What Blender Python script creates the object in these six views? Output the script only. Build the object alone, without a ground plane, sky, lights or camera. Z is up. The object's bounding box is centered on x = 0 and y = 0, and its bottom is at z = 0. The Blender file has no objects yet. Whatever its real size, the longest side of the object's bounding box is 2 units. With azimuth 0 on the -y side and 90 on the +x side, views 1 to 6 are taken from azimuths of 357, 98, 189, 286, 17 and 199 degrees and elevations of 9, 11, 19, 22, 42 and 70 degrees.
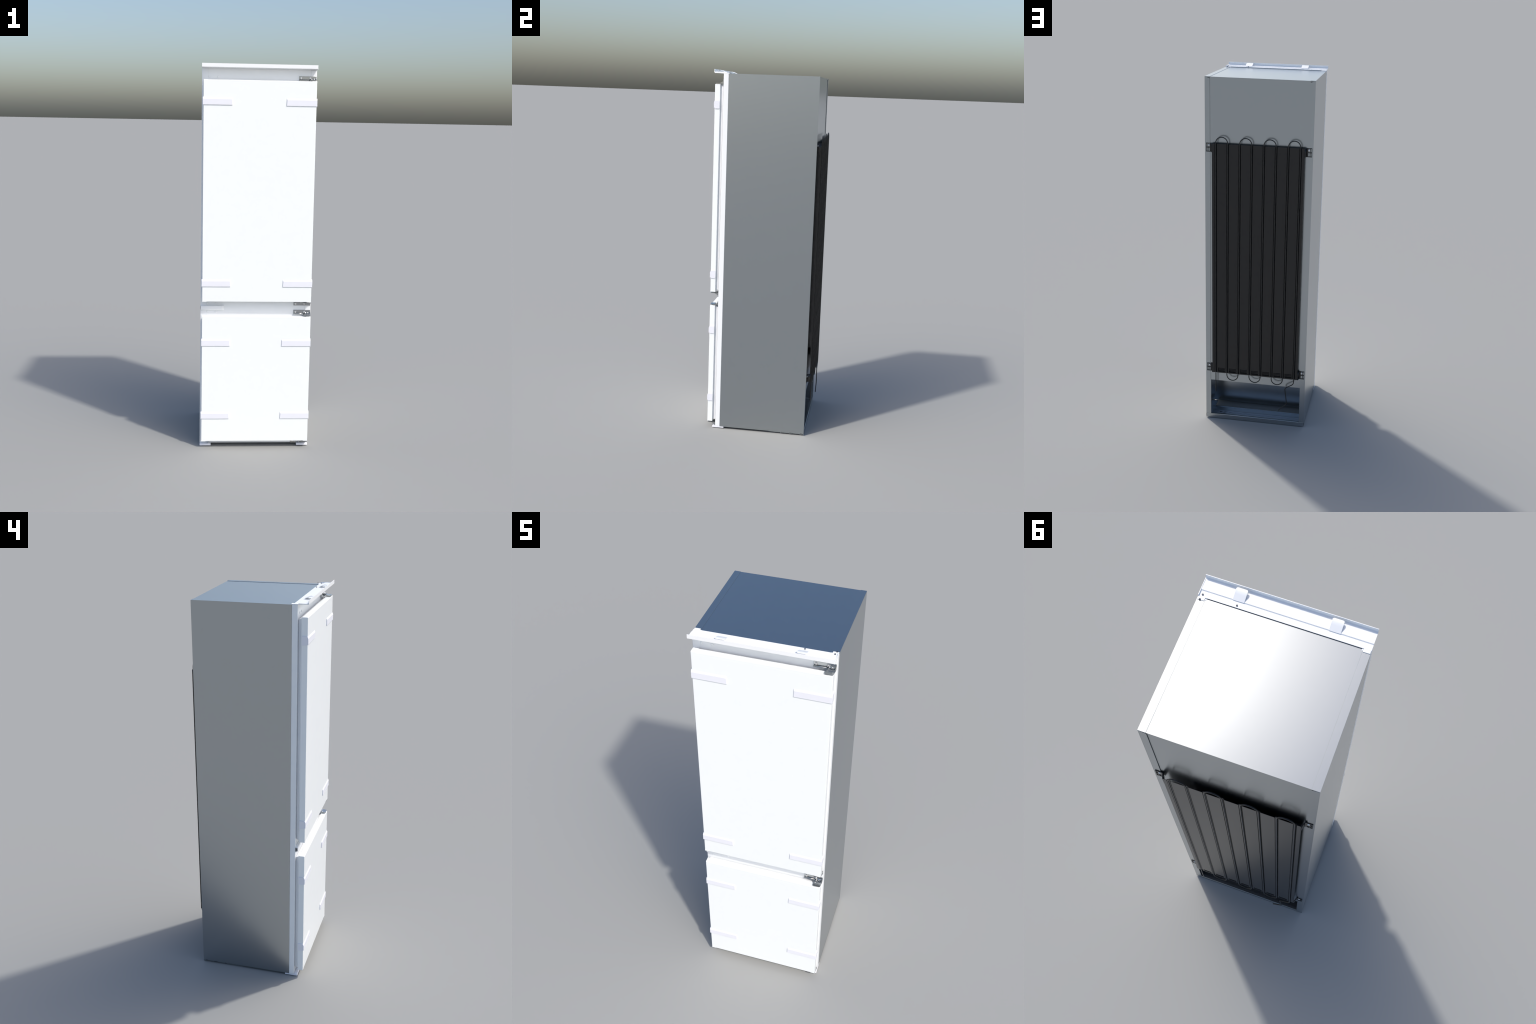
import bpy, bmesh, math
from mathutils import Vector

# ------------------------------------------------------------------ sizes (m)
X = 0.2890                       # half width of the cabinet
Y_BACK = 0.2672                  # rear face of the cabinet
Y_BODY = -0.2150                 # where metal shell meets the white front frame
Y_ROOF = -0.2206                 # front edge of the roof sheet
Y_FRAME = -0.2415                # face of the front frame
Z_BOT, Z_TOP = 0.0085, 1.9790    # cabinet underside and roof
Y_DOOR, Y_PANEL_BACK = -0.2878, -0.2598
DOOR_X = (-0.2808, 0.2855)
DOORS = [(0.7945, 1.9212), (0.0362, 0.7150)]
CLIP_Z = [[1.8163, 0.8925], [0.5765, 0.1800]]      # clip middle heights, per door
TUBE_X0, TUBE_PITCH = 0.2257, 0.0645
FLANGE = 0.0270                  # folded sheet edge at roof and rear

# ------------------------------------------------------------------ materials
def new_mat(name):
    m = bpy.data.materials.new(name)
    m.use_nodes = True
    nt = m.node_tree
    return m, nt, nt.nodes["Principled BSDF"]

def node(nt, kind, **kw):
    n = nt.nodes.new(kind)
    for k, v in kw.items():
        setattr(n, k, v)
    return n

def grain(nt, bsdf, scale, c0, c1, rough=None, stretch=(1, 1, 1), bump=0.0, detail=4.0):
    tc = node(nt, "ShaderNodeTexCoord")
    mp = node(nt, "ShaderNodeMapping")
    mp.inputs["Scale"].default_value = stretch
    nz = node(nt, "ShaderNodeTexNoise")
    nz.inputs["Scale"].default_value = scale
    nz.inputs["Detail"].default_value = detail
    cr = node(nt, "ShaderNodeValToRGB")
    cr.color_ramp.elements[0].position = 0.3
    cr.color_ramp.elements[1].position = 0.7
    cr.color_ramp.elements[0].color = (*c0, 1)
    cr.color_ramp.elements[1].color = (*c1, 1)
    L = nt.links.new
    L(tc.outputs["Object"], mp.inputs["Vector"])
    L(mp.outputs["Vector"], nz.inputs["Vector"])
    L(nz.outputs["Fac"], cr.inputs["Fac"])
    L(cr.outputs["Color"], bsdf.inputs["Base Color"])
    if rough:
        mr = node(nt, "ShaderNodeMapRange")
        mr.inputs["To Min"].default_value = rough[0]
        mr.inputs["To Max"].default_value = rough[1]
        L(nz.outputs["Fac"], mr.inputs["Value"])
        L(mr.outputs["Result"], bsdf.inputs["Roughness"])
    if bump:
        bp = node(nt, "ShaderNodeBump")
        bp.inputs["Strength"].default_value = bump
        bp.inputs["Distance"].default_value = 0.001
        L(nz.outputs["Fac"], bp.inputs["Height"])
        L(bp.outputs["Normal"], bsdf.inputs["Normal"])

def painted(name, c, rough, var=0.012, metallic=0.0, scale=30, spec=0.5):
    m, nt, b = new_mat(name)
    b.inputs["Metallic"].default_value = metallic
    b.inputs["Specular IOR Level"].default_value = spec
    lo = tuple(max(0, v - var) for v in c)
    hi = tuple(min(1, v + var) for v in c)
    grain(nt, b, scale, lo, hi, rough=(rough - 0.01, rough + 0.01))
    return m

def metal(name, c, rough, var=0.02, scale=120, bump=0.0, metallic=1.0):
    m, nt, b = new_mat(name)
    b.inputs["Metallic"].default_value = metallic
    lo = tuple(v - var for v in c)
    hi = tuple(v + var for v in c)
    grain(nt, b, scale, lo, hi, rough=(rough - 0.015, rough + 0.015), bump=bump)
    return m

M_DOOR = painted("white_door_enamel", (0.945, 0.975, 0.98), 0.20, var=0.003)
M_FRAME = painted("white_frame_plastic", (0.92, 0.94, 0.95), 0.25, var=0.004)
M_CLIP = painted("clip_plastic", (0.875, 0.885, 0.945), 0.35, var=0.004)
M_TRIM = painted("trim_plastic", (0.93, 0.945, 0.955), 0.25, var=0.004)
M_GASKET = painted("gasket_rubber", (0.78, 0.79, 0.81), 0.6)
M_SHELL = metal("galvanised_sheet", (0.435, 0.467, 0.485), 0.265, var=0.006, scale=260)
M_INNER = metal("galvanised_inner_sheet", (0.42, 0.45, 0.475), 0.25, var=0.005, scale=200)
M_BLACK = painted("black_enamel", (0.010, 0.010, 0.0098), 0.25, var=0.001)
M_TUBE = painted("black_tube_enamel", (0.014, 0.014, 0.0135), 0.25, var=0.001)
M_HINGE = metal("zinc_plated_steel", (0.46, 0.475, 0.48), 0.22, var=0.02, scale=90)
M_SCREW = metal("bright_screw_steel", (0.78, 0.77, 0.76), 0.25, var=0.02)
M_STUD = metal("dark_screw_metal", (0.16, 0.17, 0.19), 0.35)  # darker than the other screws; the trim screws look like dark crescents
M_CAP = painted("grey_cap_plastic", (0.24, 0.24, 0.245), 0.5)
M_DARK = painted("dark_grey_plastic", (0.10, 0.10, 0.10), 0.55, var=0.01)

# ------------------------------------------------------------------ helpers
def link(name, me, mat, parent):
    ob = bpy.data.objects.new(name, me)
    bpy.context.scene.collection.objects.link(ob)
    if mat:
        me.materials.append(mat)
    ob.parent = parent
    return ob

def add_box(bm, x0, x1, y0, y1, z0, z1):
    vs = [bm.verts.new((x, y, z)) for x in (x0, x1) for y in (y0, y1) for z in (z0, z1)]
    for f in ((0, 1, 3, 2), (4, 6, 7, 5), (0, 4, 5, 1), (2, 3, 7, 6), (0, 2, 6, 4), (1, 5, 7, 3)):
        bm.faces.new([vs[i] for i in f])
    return vs

def bevel_all(bm, w, seg=2, angle=0.5):
    es = [e for e in bm.edges if len(e.link_faces) == 2 and e.calc_face_angle(0) > angle]
    bmesh.ops.bevel(bm, geom=es, offset=w, segments=seg, affect='EDGES', profile=0.5, clamp_overlap=True)

def finish(bm, name, mat, parent, smooth=False):
    bmesh.ops.recalc_face_normals(bm, faces=bm.faces)
    me = bpy.data.meshes.new(name)
    bm.to_mesh(me)
    bm.free()
    ob = link(name, me, mat, parent)
    if smooth:
        me.shade_smooth() if hasattr(me, "shade_smooth") else None
        me.set_sharp_from_angle(angle=math.radians(smooth if smooth is not True else 40))
        # the flat sides stay flat, only the rounded edges between them are smooth
        for p in me.polygons:
            if max(abs(c) for c in p.normal) > 0.9999:
                p.use_smooth = False
    return ob

def boxes(name, specs, mat, parent, bevel=0.0, seg=2):
    """several boxes as one part; each box bevelled by itself"""
    out = bmesh.new()
    for s in specs:
        b = bmesh.new()
        add_box(b, *s)
        bmesh.ops.recalc_face_normals(b, faces=b.faces)
        if bevel:
            bevel_all(b, bevel, seg)
        me = bpy.data.meshes.new("tmp")
        b.to_mesh(me)
        b.free()
        out.from_mesh(me)
        bpy.data.meshes.remove(me)
    return finish(out, name, mat, parent, smooth=35 if bevel else False)

def prism(name, outline, axis, a0, a1, mat, parent, bevel=0.0, seg=2, smooth=35):
    """closed outline in the two other axes, drawn out along axis from a0 to a1"""
    bm = bmesh.new()
    def P(p, a):
        q = list(p)
        q.insert(axis, a)
        return q
    lo = [bm.verts.new(P(p, a0)) for p in outline]
    hi = [bm.verts.new(P(p, a1)) for p in outline]
    n = len(outline)
    bm.faces.new(lo)
    bm.faces.new(list(reversed(hi)))
    for i in range(n):
        j = (i + 1) % n
        bm.faces.new((lo[i], hi[i], hi[j], lo[j]))
    bmesh.ops.recalc_face_normals(bm, faces=bm.faces)
    if bevel:
        bevel_all(bm, bevel, seg)
    return finish(bm, name, mat, parent, smooth=smooth)

def arc(cx, cy, r, a0, a1, n=8):
    return [(cx + r * math.cos(math.radians(a0 + (a1 - a0) * i / n)),
             cy + r * math.sin(math.radians(a0 + (a1 - a0) * i / n))) for i in range(n + 1)]

def disc_stack(name, centre, axis, rings, mat, parent, seg=24):
    """turned part: rings of (offset along axis, radius)"""
    bm = bmesh.new()
    u, v = [k for k in range(3) if k != axis]
    prev = None
    for off, r in rings:
        cur = []
        for i in range(seg):
            a = 2 * math.pi * i / seg
            p = list(centre)
            p[axis] += off
            p[u] += r * math.cos(a)
            p[v] += r * math.sin(a)
            cur.append(bm.verts.new(p))
        if prev:
            for i in range(seg):
                bm.faces.new((prev[i], prev[(i + 1) % seg], cur[(i + 1) % seg], cur[i]))
        else:
            bm.faces.new(cur)
        prev = cur
    bm.faces.new(prev)
    return finish(bm, name, mat, parent, smooth=35)

def screw(centre, axis, sign, r, parent, name="screw", mat=None, h=0.003):
    s = sign
    return disc_stack(name, centre, axis,
                      [(0, r), (s * h * 0.5, r), (s * h * 0.9, r * 0.75), (s * h, r * 0.45),
                       (s * h * 0.55, r * 0.36), (s * h * 0.5, r * 0.05)], mat or M_SCREW, parent)

def tube(name, pts, r, mat, parent, res=10):
    """round bar swept along a polyline (already rounded)"""
    bm = bmesh.new()
    pts = [Vector(p) for p in pts]
    prev, ref = None, Vector((0, 1, 0))
    for i, p in enumerate(pts):
        t = (pts[min(i + 1, len(pts) - 1)] - pts[max(i - 1, 0)]).normalized()
        if abs(t.dot(ref)) > 0.95:
            ref = Vector((1, 0, 0))
        a = (ref - t * ref.dot(t)).normalized()
        b = t.cross(a)
        cur = [bm.verts.new(p + r * (math.cos(2 * math.pi * k / res) * a + math.sin(2 * math.pi * k / res) * b))
               for k in range(res)]
        if prev:
            for k in range(res):
                bm.faces.new((prev[k], prev[(k + 1) % res], cur[(k + 1) % res], cur[k]))
        else:
            bm.faces.new(cur)
        prev = cur
    bm.faces.new(prev)
    return finish(bm, name, mat, parent, smooth=60)

def rounded(pts, rad, n=6):
    """polyline with its corners rounded"""
    pts = [Vector(p) for p in pts]
    out = [pts[0]]
    for a, b, c in zip(pts, pts[1:], pts[2:]):
        d0, d1 = (a - b), (c - b)
        r = min(rad, d0.length * 0.48, d1.length * 0.48)
        p0, p1 = b + d0.normalized() * r, b + d1.normalized() * r
        for i in range(n + 1):
            t = i / n
            out.append((1 - t) ** 2 * p0 + 2 * t * (1 - t) * b + t * t * p1)
    out.append(pts[-1])
    return out

def sheet(name, us, vs, place, thick, mat, parent, hole=lambda u, v: False, smooth=30):
    """sheet metal: grid of cells us x vs, cells inside hole() left out, given a thickness.
    place(u, v, k) returns the point on face k (0 outer, 1 inner)"""
    bm = bmesh.new()
    nu, nv = len(us), len(vs)
    cell = {}
    for i in range(nu - 1):
        for j in range(nv - 1):
            cell[i, j] = not hole((us[i] + us[i + 1]) / 2, (vs[j] + vs[j + 1]) / 2)
    vt = {}
    def V(i, j, k):
        if (i, j, k) not in vt:
            vt[i, j, k] = bm.verts.new(place(us[i], vs[j], k))
        return vt[i, j, k]
    for (i, j), on in cell.items():
        if not on:
            continue
        for k in (0, 1):
            bm.faces.new((V(i, j, k), V(i + 1, j, k), V(i + 1, j + 1, k), V(i, j + 1, k)))
        for di, dj, a, b in ((-1, 0, (0, 0), (0, 1)), (1, 0, (1, 0), (1, 1)), (0, -1, (0, 0), (1, 0)), (0, 1, (0, 1), (1, 1))):
            if not cell.get((i + di, j + dj), False):
                p, q = (i + a[0], j + a[1]), (i + b[0], j + b[1])
                bm.faces.new((V(*p, 0), V(*q, 0), V(*q, 1), V(*p, 1)))
    return finish(bm, name, mat, parent, smooth=smooth)

def cut(ob, cutters):
    for c in cutters:
        md = ob.modifiers.new("cut", 'BOOLEAN')
        md.object = c
        md.solver = 'EXACT'
    dg = bpy.context.evaluated_depsgraph_get()
    me = bpy.data.meshes.new_from_object(ob.evaluated_get(dg))
    ob.modifiers.clear()
    old = ob.data
    ob.data = me
    bpy.data.meshes.remove(old)
    for c in cutters:
        m = c.data
        bpy.data.objects.remove(c)
        bpy.data.meshes.remove(m)

def drill(x, y, z, r, axis=2, h=0.01, seg=16):
    return disc_stack("cutter", (x, y, z), axis, [(-h, r), (h, r)], None, None, seg=seg)

# ------------------------------------------------------------------ the thing
fridge = bpy.data.objects.new("refrigerator", None)
bpy.context.scene.collection.objects.link(fridge)
fridge["label"] = "tall white built-in fridge freezer with grey metal cabinet"
fridge["category"] = "refrigerator"

# ---------------- cabinet shell: two folded side sheets, roof, back
for s in (1, -1):
    xs = sorted((s * X, s * (X - 0.002)))
    bm = bmesh.new()
    add_box(bm, xs[0], xs[1], Y_BODY, Y_BACK, Z_BOT, Z_TOP - 0.0040)
    side = finish(bm, "side_panel", M_SHELL, fridge)
    xe = X - FLANGE
    prism("roof_fold", [(s * (X - 0.0001), Z_TOP - 0.0001), (s * (xe + 0.0006), Z_TOP - 0.0001), (s * xe, Z_TOP - 0.0007), (s * xe, Z_TOP - 0.0010),
                        (s * (X - 0.0021), Z_TOP - 0.0010), (s * (X - 0.0021), Z_TOP - 0.0040), (s * (X - 0.0001), Z_TOP - 0.0040)],
          1, Y_ROOF, Y_BACK - 0.0003, M_SHELL, side, smooth=False)
    # rear fold, its upper end cut on the slant
    prism("rear_fold", [(s * (X - 0.0002), 0.0262), (s * (X - 0.0002), Z_TOP - 0.0025),
                        (s * (X - FLANGE), Z_TOP - 0.0105), (s * (X - FLANGE), 0.0262)],
          1, Y_BACK - 0.0009, Y_BACK - 0.0001, M_SHELL, side)
    a = sorted((s * (X - 0.0006), s * (X - FLANGE + 0.0006)))
    boxes("fold_gap", [(a[0], a[1], Y_BACK - 0.0026, Y_BACK - 0.0012, 0.2600, Z_TOP - 0.0030)], M_DARK, side)  # solid dark box that draws the black slit behind the rear fold
    boxes("roof_fold_gap", [(a[0], a[1], Y_ROOF + 0.001, Y_BACK - 0.0030, Z_TOP - 0.00139, Z_TOP - 0.00105)], M_DARK, side)  # thin dark slab filling the gap under the fold's inner edge
    # fold turns into the machine compartment at the opening
    xr = sorted((s * (X - FLANGE - 0.0016), s * (X - FLANGE + 0.0001)))
    boxes("fold_return", [(xr[0], xr[1], Y_BACK - 0.0120, Y_BACK - 0.0004, 0.0266, 0.2455)], M_SHELL, side)

XI = X - 0.0025
boxes("roof_panel", [(-XI, XI, Y_ROOF, Y_BACK - 0.0006, Z_TOP - 0.0050, Z_TOP - 0.0014)], M_SHELL, fridge)
boxes("back_panel", [(-XI, XI, Y_BACK - 0.0060, Y_BACK - 0.0027, 0.2460, Z_TOP - 0.0053)], M_SHELL, fridge)
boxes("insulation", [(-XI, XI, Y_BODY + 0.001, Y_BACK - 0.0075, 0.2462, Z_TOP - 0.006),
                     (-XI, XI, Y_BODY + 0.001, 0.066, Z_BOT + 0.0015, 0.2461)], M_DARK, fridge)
boxes("roof_joint", [(-0.2625, 0.2625, Y_ROOF - 0.0022, Y_ROOF - 0.0002, Z_TOP - 0.005, Z_TOP - 0.0018)], M_DARK, fridge)  # dark bar filling the gap between trim and roof sheet, seen as a black line

# ---------------- machine compartment, open to the ground behind its cross beam
comp = prism("compartment_wall", [(0.0670, 0.0120), (0.0715, 0.0120), (0.0715, 0.1950), (0.1080, 0.2459), (0.0670, 0.2459)],
             0, -XI + 0.001, XI - 0.001, M_INNER, fridge, smooth=False)
for s in (1, -1):
    a = sorted((s * 0.2845, s * 0.2863))
    b = sorted((s * 0.2640, s * 0.2863))
    boxes("compartment_side", [(a[0], a[1], 0.0720, 0.0960, 0.0087, 0.2458),
                               (a[0], a[1], 0.0978, Y_BACK - 0.0125, 0.0087, 0.2458), (a[0] + s * 0.0006, a[1], 0.0955, 0.0985, 0.0087, 0.2458),
                               (b[0], b[1], 0.0720, 0.1395, 0.0050, 0.0085)], M_INNER, comp)
# floor pan between the opening in the base and the rear rail: lip, raised strip, ribs
pan = boxes("base_pan", [(-0.2860, 0.2860, 0.1400, Y_BACK - 0.0030, 0.0040, 0.0075)], M_INNER, fridge)
boxes("pan_lip", [(-0.2800, 0.2800, 0.1401, 0.1424, 0.0070, 0.0105), (-0.2800, 0.2800, 0.1660, 0.1850, 0.0070, 0.0092)], M_INNER, pan, bevel=0.0007)
prism("base_rear_rail", [(Y_BACK - 0.0150, 0.0252), (Y_BACK - 0.0150, 0.0268), (Y_BACK - 0.0012, 0.0268), (Y_BACK, 0.0252),
                         (Y_BACK, 0.0006), (Y_BACK - 0.0025, 0.0006), (Y_BACK - 0.0025, 0.0252)],
      0, -X + 0.0002, X - 0.0002, M_SHELL, fridge)
ribs = []
for k in range(4):
    y = 0.1950 + 0.0105 * k
    for q in range(9):
        x = -0.232 + 0.058 * q + (0.012 if k % 2 else -0.012)
        ribs.append((x - 0.021, x + 0.021, y - 0.0018, y + 0.0018, 0.0070, 0.0086))
boxes("base_rib", ribs, M_INNER, pan, bevel=0.0008, seg=1)
# small pads under the rear of the base
pads = []
for s in (1, -1):
    for y, w in ((0.1400, 0.006), (0.1970, 0.012), (0.2520, 0.007)):
        a = sorted((s * (X - 0.003), s * (X - 0.022)))
        pads.append((a[0], a[1], y - w, y + w, 0.0, 0.0080))
boxes("base_pad", pads, M_INNER, fridge, bevel=0.001, seg=1)

# ---------------- white front frame
yf = Y_FRAME + 0.0006
frame = prism("front_frame", [(yf, Z_BOT + 0.001), (yf, Z_TOP - 0.0001), (-0.2235, Z_TOP - 0.0001), (-0.2235, Z_TOP - 0.0050),
                              (Y_BODY, Z_TOP - 0.0050), (Y_BODY, Z_BOT + 0.001)], 0, -0.2586, 0.2586, M_FRAME, fridge)
for s in (1, -1):
    a = sorted((s * 0.2587, s * (X + 0.0003)))
    boxes("frame_stile", [(a[0], a[1], Y_FRAME, Y_BODY - 0.0002, Z_BOT, Z_TOP - 0.0002)], M_FRAME, frame, bevel=0.0014, seg=3)
    # tongue of the stile that laps onto the roof sheet
    b = sorted((s * 0.2640, s * (X - 0.001)))
    boxes("frame_tongue", [(b[0], b[1], Y_BODY - 0.008, Y_BODY + 0.0045, Z_TOP - 0.0004, Z_TOP + 0.0022)], M_FRAME, frame, bevel=0.0009)

# blanking plugs on the side without hinges
for z in (1.9375, 0.7755, 0.7310):
    for x in (-0.2520, -0.2085):
        disc_stack("blanking_plug", (x, Y_FRAME + 0.001, z), 1,
                   [(0, 0.0052), (-0.0020, 0.0050), (-0.0026, 0.0042), (-0.0027, 0.0020)], M_FRAME, frame, seg=20)

# hollow cover block between the doors on the free side
def block_section(d):
    y = Y_FRAME - 0.0001
    return [(y, 0.7650), (y - d + 0.002, 0.7650), (y - d, 0.7615), (y - d, 0.7465), (y - 0.35 * d, 0.7400), (y, 0.7380)]
bm = bmesh.new()
rings = [[bm.verts.new((x, *p)) for p in block_section(d)] for x, d in ((-0.2872, 0.0128), (-0.1800, 0.0128), (-0.1664, 0.0030))]
bm.faces.new(rings[0])
bm.faces.new(rings[-1])
for r0, r1 in zip(rings, rings[1:]):
    for k in range(6):
        bm.faces.new((r0[k], r0[(k + 1) % 6], r1[(k + 1) % 6], r1[k]))
blk = finish(bm, "cover_block", M_FRAME, frame)
boxes("block_end_cap", [(-0.2884, -0.2873, -0.2538, Y_FRAME - 0.0005, 0.7440, 0.7632)], M_CAP, blk)
boxes("block_socket", [(-0.2888, -0.2885, -0.2505, -0.2455, 0.7500, 0.7575)], M_DARK, blk)

# ---------------- top trim strip
T0, T1 = -0.2932, -0.2222
prof = [(T0, 1.9822), (T0, 2.0000), (T0 + 0.0016, 2.0000), (T0 + 0.0018, 1.9925)] + \
       [(y, z) for y, z in arc(T0 + 0.0088, 1.9915, 0.0068, 180, 270, 6)] + \
       [(-0.2462, 1.9850), (-0.2432, 1.9820), (T1, 1.9816), (T1, 1.9793), (Y_FRAME, 1.9793), (Y_FRAME - 0.0003, 1.9812), (T0 + 0.006, 1.9812)]
trim = prism("top_trim", prof, 0, -X, X - 0.0005, M_TRIM, fridge, smooth=25)
TABS = (0.1602, -0.1610)
cutters = []
for tx in TABS:
    cutters.append(boxes("cutter", [(tx - 0.0200, tx + 0.0200, -0.2842, -0.2800, 1.97, 2.01)], None, None))
cut(trim, cutters)
for tx in TABS:
    w = 0.0195
    n = 10
    def pl(u, v, k, tx=tx):
        # v runs from the hinge line (0) to the free end (1); rises, then levels off
        y = -0.2440 - 0.0405 * v
        z = 1.9850 + 0.0125 * min(v / 0.72, 1.0) + (0.0004 if v > 0.72 else 0)
        e = max(0.0, v - 0.86) / 0.14
        return (tx + u * (w - 0.0055 * (1 - math.sqrt(max(0.0, 1 - e * e)))), y, z - 0.0018 * k)
    vs = [0, 0.24, 0.48, 0.72, 0.86, 0.90, 0.93, 0.96, 0.98, 0.99, 1.0]
    sheet("trim_tab", [-1, -0.5, 0, 0.5, 1], vs, pl, 0.0018, M_TRIM, trim)
# raised lip closing the hinge end of the strip
boxes("trim_end_lip", [(X - 0.0022, X + 0.0002, -0.2905, -0.2235, 1.9790, 1.9866)], M_TRIM, trim, bevel=0.0006)
for x, y, z in ((0.2757, -0.2300, 1.9818), (0.1597, -0.2297, 1.9818), (0.2790, -0.2120, Z_TOP + 0.0021)):
    screw((x, y, z - 0.0002), 2, 1, 0.0034, trim, h=0.0034, mat=M_STUD)

# ---------------- doors
def clip_body(xin, xout, yb, yf, zb, zt, parent):
    """flat bar with a wide bevel along its top and a narrow one at its inner end"""
    d = 0.0030 if xin < xout else -0.0030
    back = [(xin, zb), (xout, zb), (xout, zt), (xin, zt)]
    front = [(xin + d * 0.3, zb + 0.0005), (xout, zb + 0.0005), (xout, zt - 0.0095), (xin + d, zt - 0.0095)]
    bm = bmesh.new()
    lo = [bm.verts.new((x, yb, z)) for x, z in back]
    hi = [bm.verts.new((x, yf, z)) for x, z in front]
    bm.faces.new(lo)
    bm.faces.new(hi)
    for i in range(4):
        bm.faces.new((lo[i], lo[(i + 1) % 4], hi[(i + 1) % 4], hi[i]))
    bmesh.ops.recalc_face_normals(bm, faces=bm.faces)
    bevel_all(bm, 0.0005, 1)
    return finish(bm, "mounting_clip", M_CLIP, parent)

for (z0, z1), clips in zip(DOORS, CLIP_Z):
    x0, x1 = DOOR_X
    door = boxes("door", [(x0, x1, Y_DOOR, Y_PANEL_BACK, z0, z1)], M_DOOR, fridge, bevel=0.0015, seg=3)
    boxes("door_liner", [(x0 + 0.0060, x1 - 0.0120, Y_PANEL_BACK + 0.0001, -0.2525, z0 + 0.0085, z1 - 0.0060)], M_FRAME, door, bevel=0.0008, seg=1)
    # magnetic gasket: four rails with a rounded bellows edge
    gx0, gx1, gz0, gz1 = x0 + 0.0060, x1 - 0.0065, z0 + 0.0095, z1 - 0.0075
    boxes("gasket", [(gx0, gx0 + 0.018, -0.2524, -0.2447, gz0, gz1), (gx1 - 0.018, gx1, -0.2524, -0.2447, gz0, gz1),
                     (gx0 + 0.0181, gx1 - 0.0181, -0.2524, -0.2447, gz0, gz0 + 0.018),
                     (gx0 + 0.0181, gx1 - 0.0181, -0.2524, -0.2447, gz1 - 0.018, gz1)], M_GASKET, door, bevel=0.0018)
    boxes("gasket_foot", [(gx0 + 0.004, gx0 + 0.014, -0.2446, Y_FRAME - 0.0002, gz0 + 0.004, gz1 - 0.004),
                          (gx1 - 0.014, gx1 - 0.004, -0.2446, Y_FRAME - 0.0002, gz0 + 0.004, gz1 - 0.004),
                          (gx0 + 0.0141, gx1 - 0.0141, -0.2446, Y_FRAME - 0.0002, gz0 + 0.004, gz0 + 0.014),
                          (gx0 + 0.0141, gx1 - 0.0141, -0.2446, Y_FRAME - 0.0002, gz1 - 0.014, gz1 - 0.004)], M_GASKET, door)
    # plastic corner caps let into the ends of the door
    for cx0, cx1 in ((x0 - 0.0002, x0 + 0.0230), (x1 - 0.0230, x1 + 0.0002)):
        boxes("corner_cap", [(cx0, cx1, Y_DOOR + 0.0012, Y_PANEL_BACK + 0.0006, z1 - 0.004, z1 + 0.0010),
                             (cx0, cx1, Y_DOOR - 0.0002, Y_PANEL_BACK + 0.0006, z0 - 0.0011, z0 + 0.004)], M_DOOR, door, bevel=0.0008)
    # furniture panel clips: wrap round the door edge, bevelled along the top
    for zc in clips:
        for s in (1, -1):
            xin = 0.1350 * s
            xout = (x1 + 0.0032) if s > 0 else (x0 - 0.0034)
            zb, zt = zc - 0.0185, zc + 0.0195
            yf = Y_DOOR - 0.0036
            c = clip_body(xin, xout, Y_DOOR + 0.0002, yf, zb, zt, door)
            a = sorted((xout, (x1 - 0.0002) if s > 0 else (x0 + 0.0002)))
            boxes("clip_wrap", [(a[0], a[1], Y_DOOR + 0.0001, -0.2605, zb - 0.0035, zt + 0.0012)], M_CLIP, c, bevel=0.0008)

# ---------------- hinges: angle bracket on the frame, arm with a lobe on the door edge
def hinge(z, up, parent):
    """z: level of the flat arm; up: +1 when the upright plate rises from it, -1 when it hangs below"""
    t = 0.0028
    xr = 0.2876
    a, b = sorted((z, z + up * 0.0225))
    plate = boxes("hinge", [(0.1990, xr, Y_FRAME - 0.0030, Y_FRAME - 0.0001, a, b)], M_HINGE, parent, bevel=0.0008)
    arm = [(0.1990, Y_FRAME - 0.0031), (0.1990, -0.2505)] + [(0.2380, -0.2530)] + \
          arc(0.2400, -0.2630, 0.0100, 90, 0, 5) + [(0.2500, -0.2810)] + arc(0.2550, -0.2810, 0.0050, 180, 270, 4) + \
          arc(0.2795, -0.2800, 0.0058, 270, 345, 4) + [(0.2876, -0.2590), (0.2876, Y_FRAME - 0.0031)]
    a, b = sorted((z, z + up * t))
    arm = prism("hinge_arm", arm, 2, a, b, M_HINGE, plate)
    cut(arm, [drill(0.2645, -0.2520, z, 0.0031), drill(0.2770, -0.2520, z, 0.0034), drill(0.2745, -0.2755, z, 0.0020)])
    # fillet along the fold, and a steep ramp with two slots beside the pivot
    y = Y_FRAME - 0.0031
    def slope(name, x0, x1, h, run):
        o = [(y, z + up * t), (y, z + up * (t + h)), (y - run, z + up * (t + 0.0008)), (y - run, z + up * t)]
        return prism(name, o, 0, x0, x1, M_HINGE, plate)
    slope("hinge_fillet", 0.2000, 0.2585, 0.0050, 0.0055)
    ramp = slope("hinge_ramp", 0.2590, 0.2874, 0.0100, 0.0170)
    cut(ramp, [drill(0.2645, -0.2520, z, 0.0031, h=0.03), drill(0.2770, -0.2520, z, 0.0034, h=0.03)])
    disc_stack("hinge_pin", (0.2560, -0.2640, z), 2, [(-up * 0.0050, 0.0036), (up * 0.0035, 0.0036), (up * 0.0042, 0.0026)], M_HINGE, plate, seg=18)
    for x in (0.2095, 0.2550):
        screw((x, Y_FRAME - 0.0030, z + up * 0.0120), 1, -1, 0.0056, plate, h=0.0042)

hinge(1.9250, 1, fridge)
hinge(0.7890, -1, fridge)
hinge(0.7205, 1, fridge)
hinge(0.0310, -1, fridge)

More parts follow.
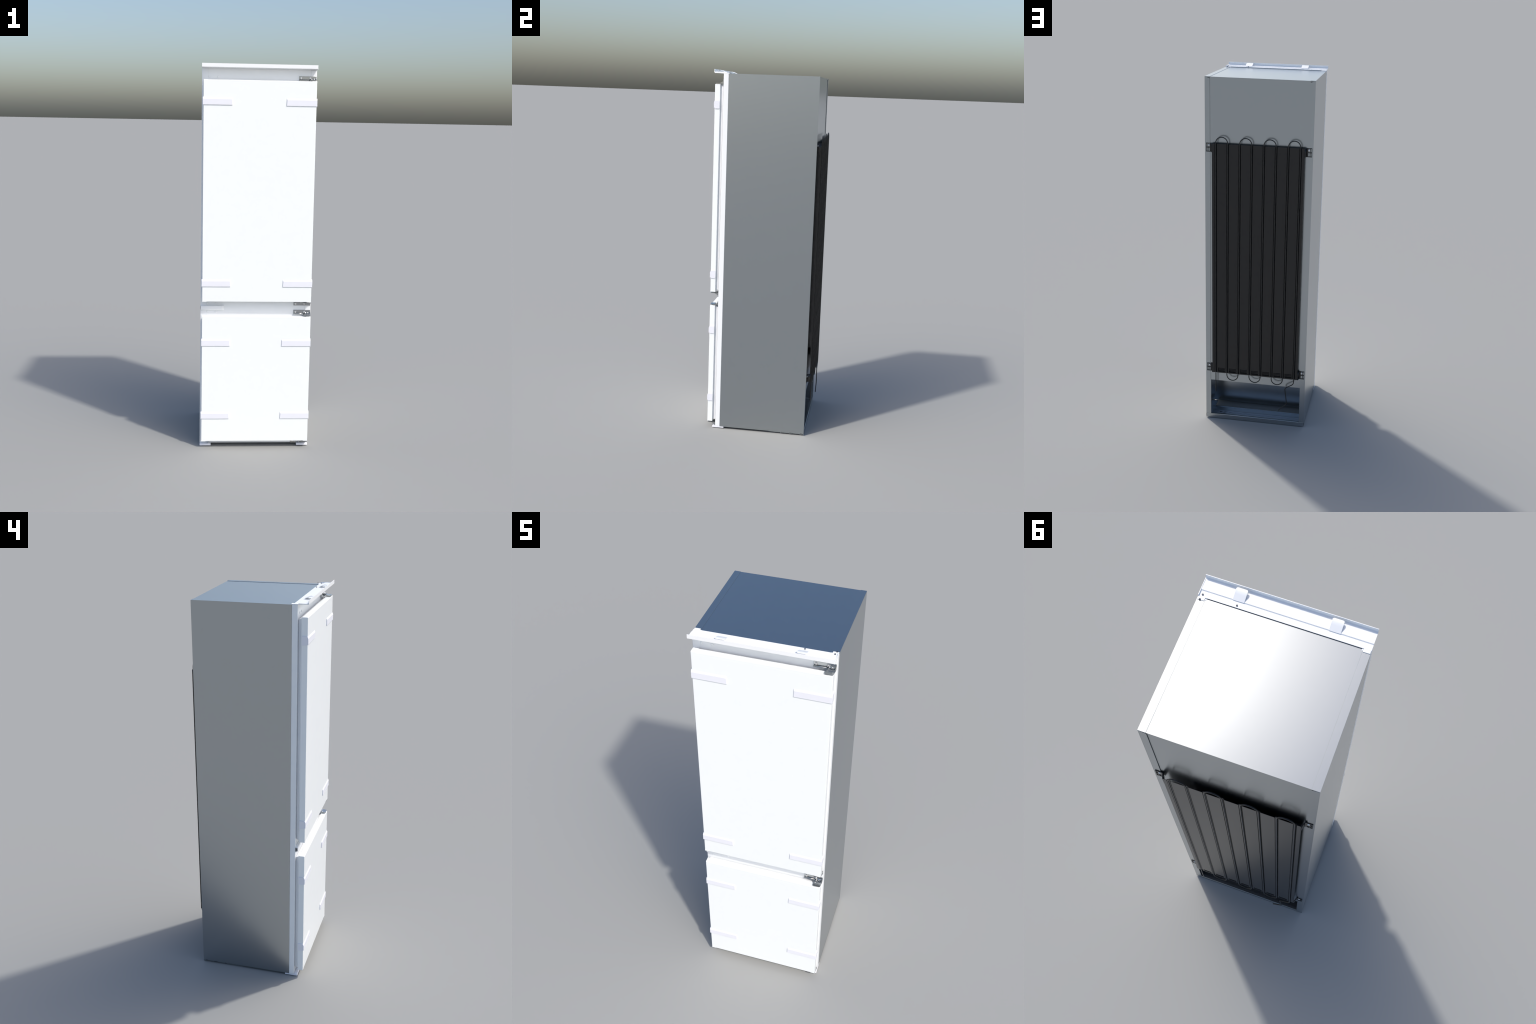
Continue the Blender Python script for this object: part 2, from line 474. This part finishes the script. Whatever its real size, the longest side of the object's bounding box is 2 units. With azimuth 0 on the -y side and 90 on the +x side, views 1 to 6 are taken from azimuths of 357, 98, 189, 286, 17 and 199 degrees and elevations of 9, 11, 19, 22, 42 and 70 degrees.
# ---------------- front feet
for s in (1, -1):
    a = sorted((s * 0.2300, s * (X + 0.0002)))
    prism("front_foot", [(-0.2600, 0.0010), (-0.2600, 0.0045), (-0.2575, 0.0105), (Y_FRAME - 0.0010, 0.0118), (Y_FRAME - 0.0006, 0.0082),
                         (-0.1930, 0.0082), (-0.1930, 0.0010)], 0, a[0], a[1], M_CLIP, fridge, bevel=0.0006)
    b = sorted((s * 0.2420, s * 0.2445))
    prism("foot_gusset", [(-0.2560, 0.0100), (Y_FRAME, 0.0100), (Y_FRAME, 0.0240)], 0, b[0], b[1], M_CLIP, fridge)

# ---------------- condenser on the back
YP = 0.2885                                    # face of the black sheet
tubes_x = [TUBE_X0 - TUBE_PITCH * i for i in range(8)]
PX = 0.2466
PZ0, PZ1 = 0.3065, 1.6345
us = [-PX, -PX + 0.002]
for t in sorted(tubes_x):
    us += [t - 0.0125, t - 0.0068, t - 0.0060, t - 0.0035, t + 0.0035, t + 0.0060, t + 0.0068, t + 0.0125]
us += [PX - 0.002, PX]
def groove(u):
    d = min(abs(u - t) for t in tubes_x)
    return 0.0 if d > 0.0064 else (0.0040 if d < 0.0040 else 0.0032)
def panel_place(u, v, k):
    return (u, YP - groove(u) - 0.0012 * k, v)
def slot(u, v):
    if not (0.3135 < v < 0.3385):
        return False
    return any(b + 0.012 < u < a - 0.012 for a, b in zip(tubes_x, tubes_x[1:]))
panel = sheet("condenser_panel", us, [PZ0, 0.3135, 0.3385, 0.9, PZ1], panel_place, 0.0012, M_BLACK, fridge, hole=slot)
# louvre blades in the slots
blades = []
for a, b in zip(tubes_x, tubes_x[1:]):
    for k in range(3):
        z = 0.3178 + 0.0072 * k
        blades.append((b + 0.0119, a - 0.0119, YP - 0.0062, YP - 0.0030, z - 0.0006, z + 0.0006))
boxes("louvre_blade", blades, M_BLACK, panel)
boxes("louvre_back", [(b + 0.0080, a - 0.0080, YP - 0.0085, YP - 0.0062, 0.3105, 0.3415) for a, b in zip(tubes_x, tubes_x[1:])], M_BLACK, panel)
for s in (1, -1):
    a = sorted((s * PX, s * (PX - 0.0012)))
    boxes("panel_side_fold", [(a[0], a[1], 0.2805, YP - 0.0013, 0.4500, PZ1 - 0.0004),
                              (a[0], a[1], 0.2830, YP - 0.0013, PZ0 + 0.0004, 0.4499)], M_BLACK, panel)
# serpentine tube
YT, R = YP + 0.0016, 0.0027
pts = [(tubes_x[0], YT, 0.1880)]
ztop, zbot, rr = 1.6706 - TUBE_PITCH / 2, 0.2668 + TUBE_PITCH / 2, TUBE_PITCH / 2
for i in range(7):
    cx = (tubes_x[i] + tubes_x[i + 1]) / 2
    if i % 2 == 0:
        pts.append((tubes_x[i], YT, 0.9))
        pts += [(x, YT, z) for x, z in arc(cx, ztop, rr, 0, 180, 14)]
    else:
        pts.append((tubes_x[i], YT, 0.9))
        pts += [(x, YT, z) for x, z in arc(cx, zbot, rr, 0, -180, 14)]
xl = tubes_x[-1]
tail = rounded([(xl, YT, 0.9), (xl, YT, 0.2785), (xl + 0.050, YT, 0.2490), (xl + 0.036, YT, 0.1500), (xl + 0.083, YT, 0.1050)], 0.014)
pts += [tuple(p) for p in tail]
tube("condenser_tube", pts, R, M_TUBE, panel, res=12)
# brackets that hold the sheet to the rear folds
def bracket(s, zb, zt):
    xs = [0.2535, 0.2630, 0.2705, 0.2742, 0.2800, 0.2826]
    zm = (zb + zt) / 2
    zs = [zb, zb + 0.0035, zm - 0.0020, zm + 0.0020, zt - 0.0035, zt]
    def pl(u, v, k):
        return (s * u, Y_BACK + 0.0024 - 0.0020 * k, v)
    def hole(u, v):
        return ((0.2630 < u < 0.2705) or (0.2742 < u < 0.2800)) and ((zs[1] < v < zs[2]) or (zs[3] < v < zs[4]))
    br = sheet("condenser_bracket", xs, zs, pl, 0.002, M_BLACK, panel, hole=hole)
    # web from the fold out to the sheet
    prism("bracket_web", [(s * 0.2536, Y_BACK + 0.0005), (s * 0.2552, Y_BACK + 0.0024), (s * (PX + 0.0018), YP - 0.0006), (s * (PX + 0.0001), YP - 0.0008)],
          2, zb + 0.0005, zt - 0.0005, M_BLACK, br)
    screw((s * 0.2668, Y_BACK - 0.0002, zt - 0.0125), 1, 1, 0.0058, br, h=0.0045)
for s in (1, -1):
    bracket(s, 1.5865, 1.6335)
    bracket(s, 0.3050, 0.3525)
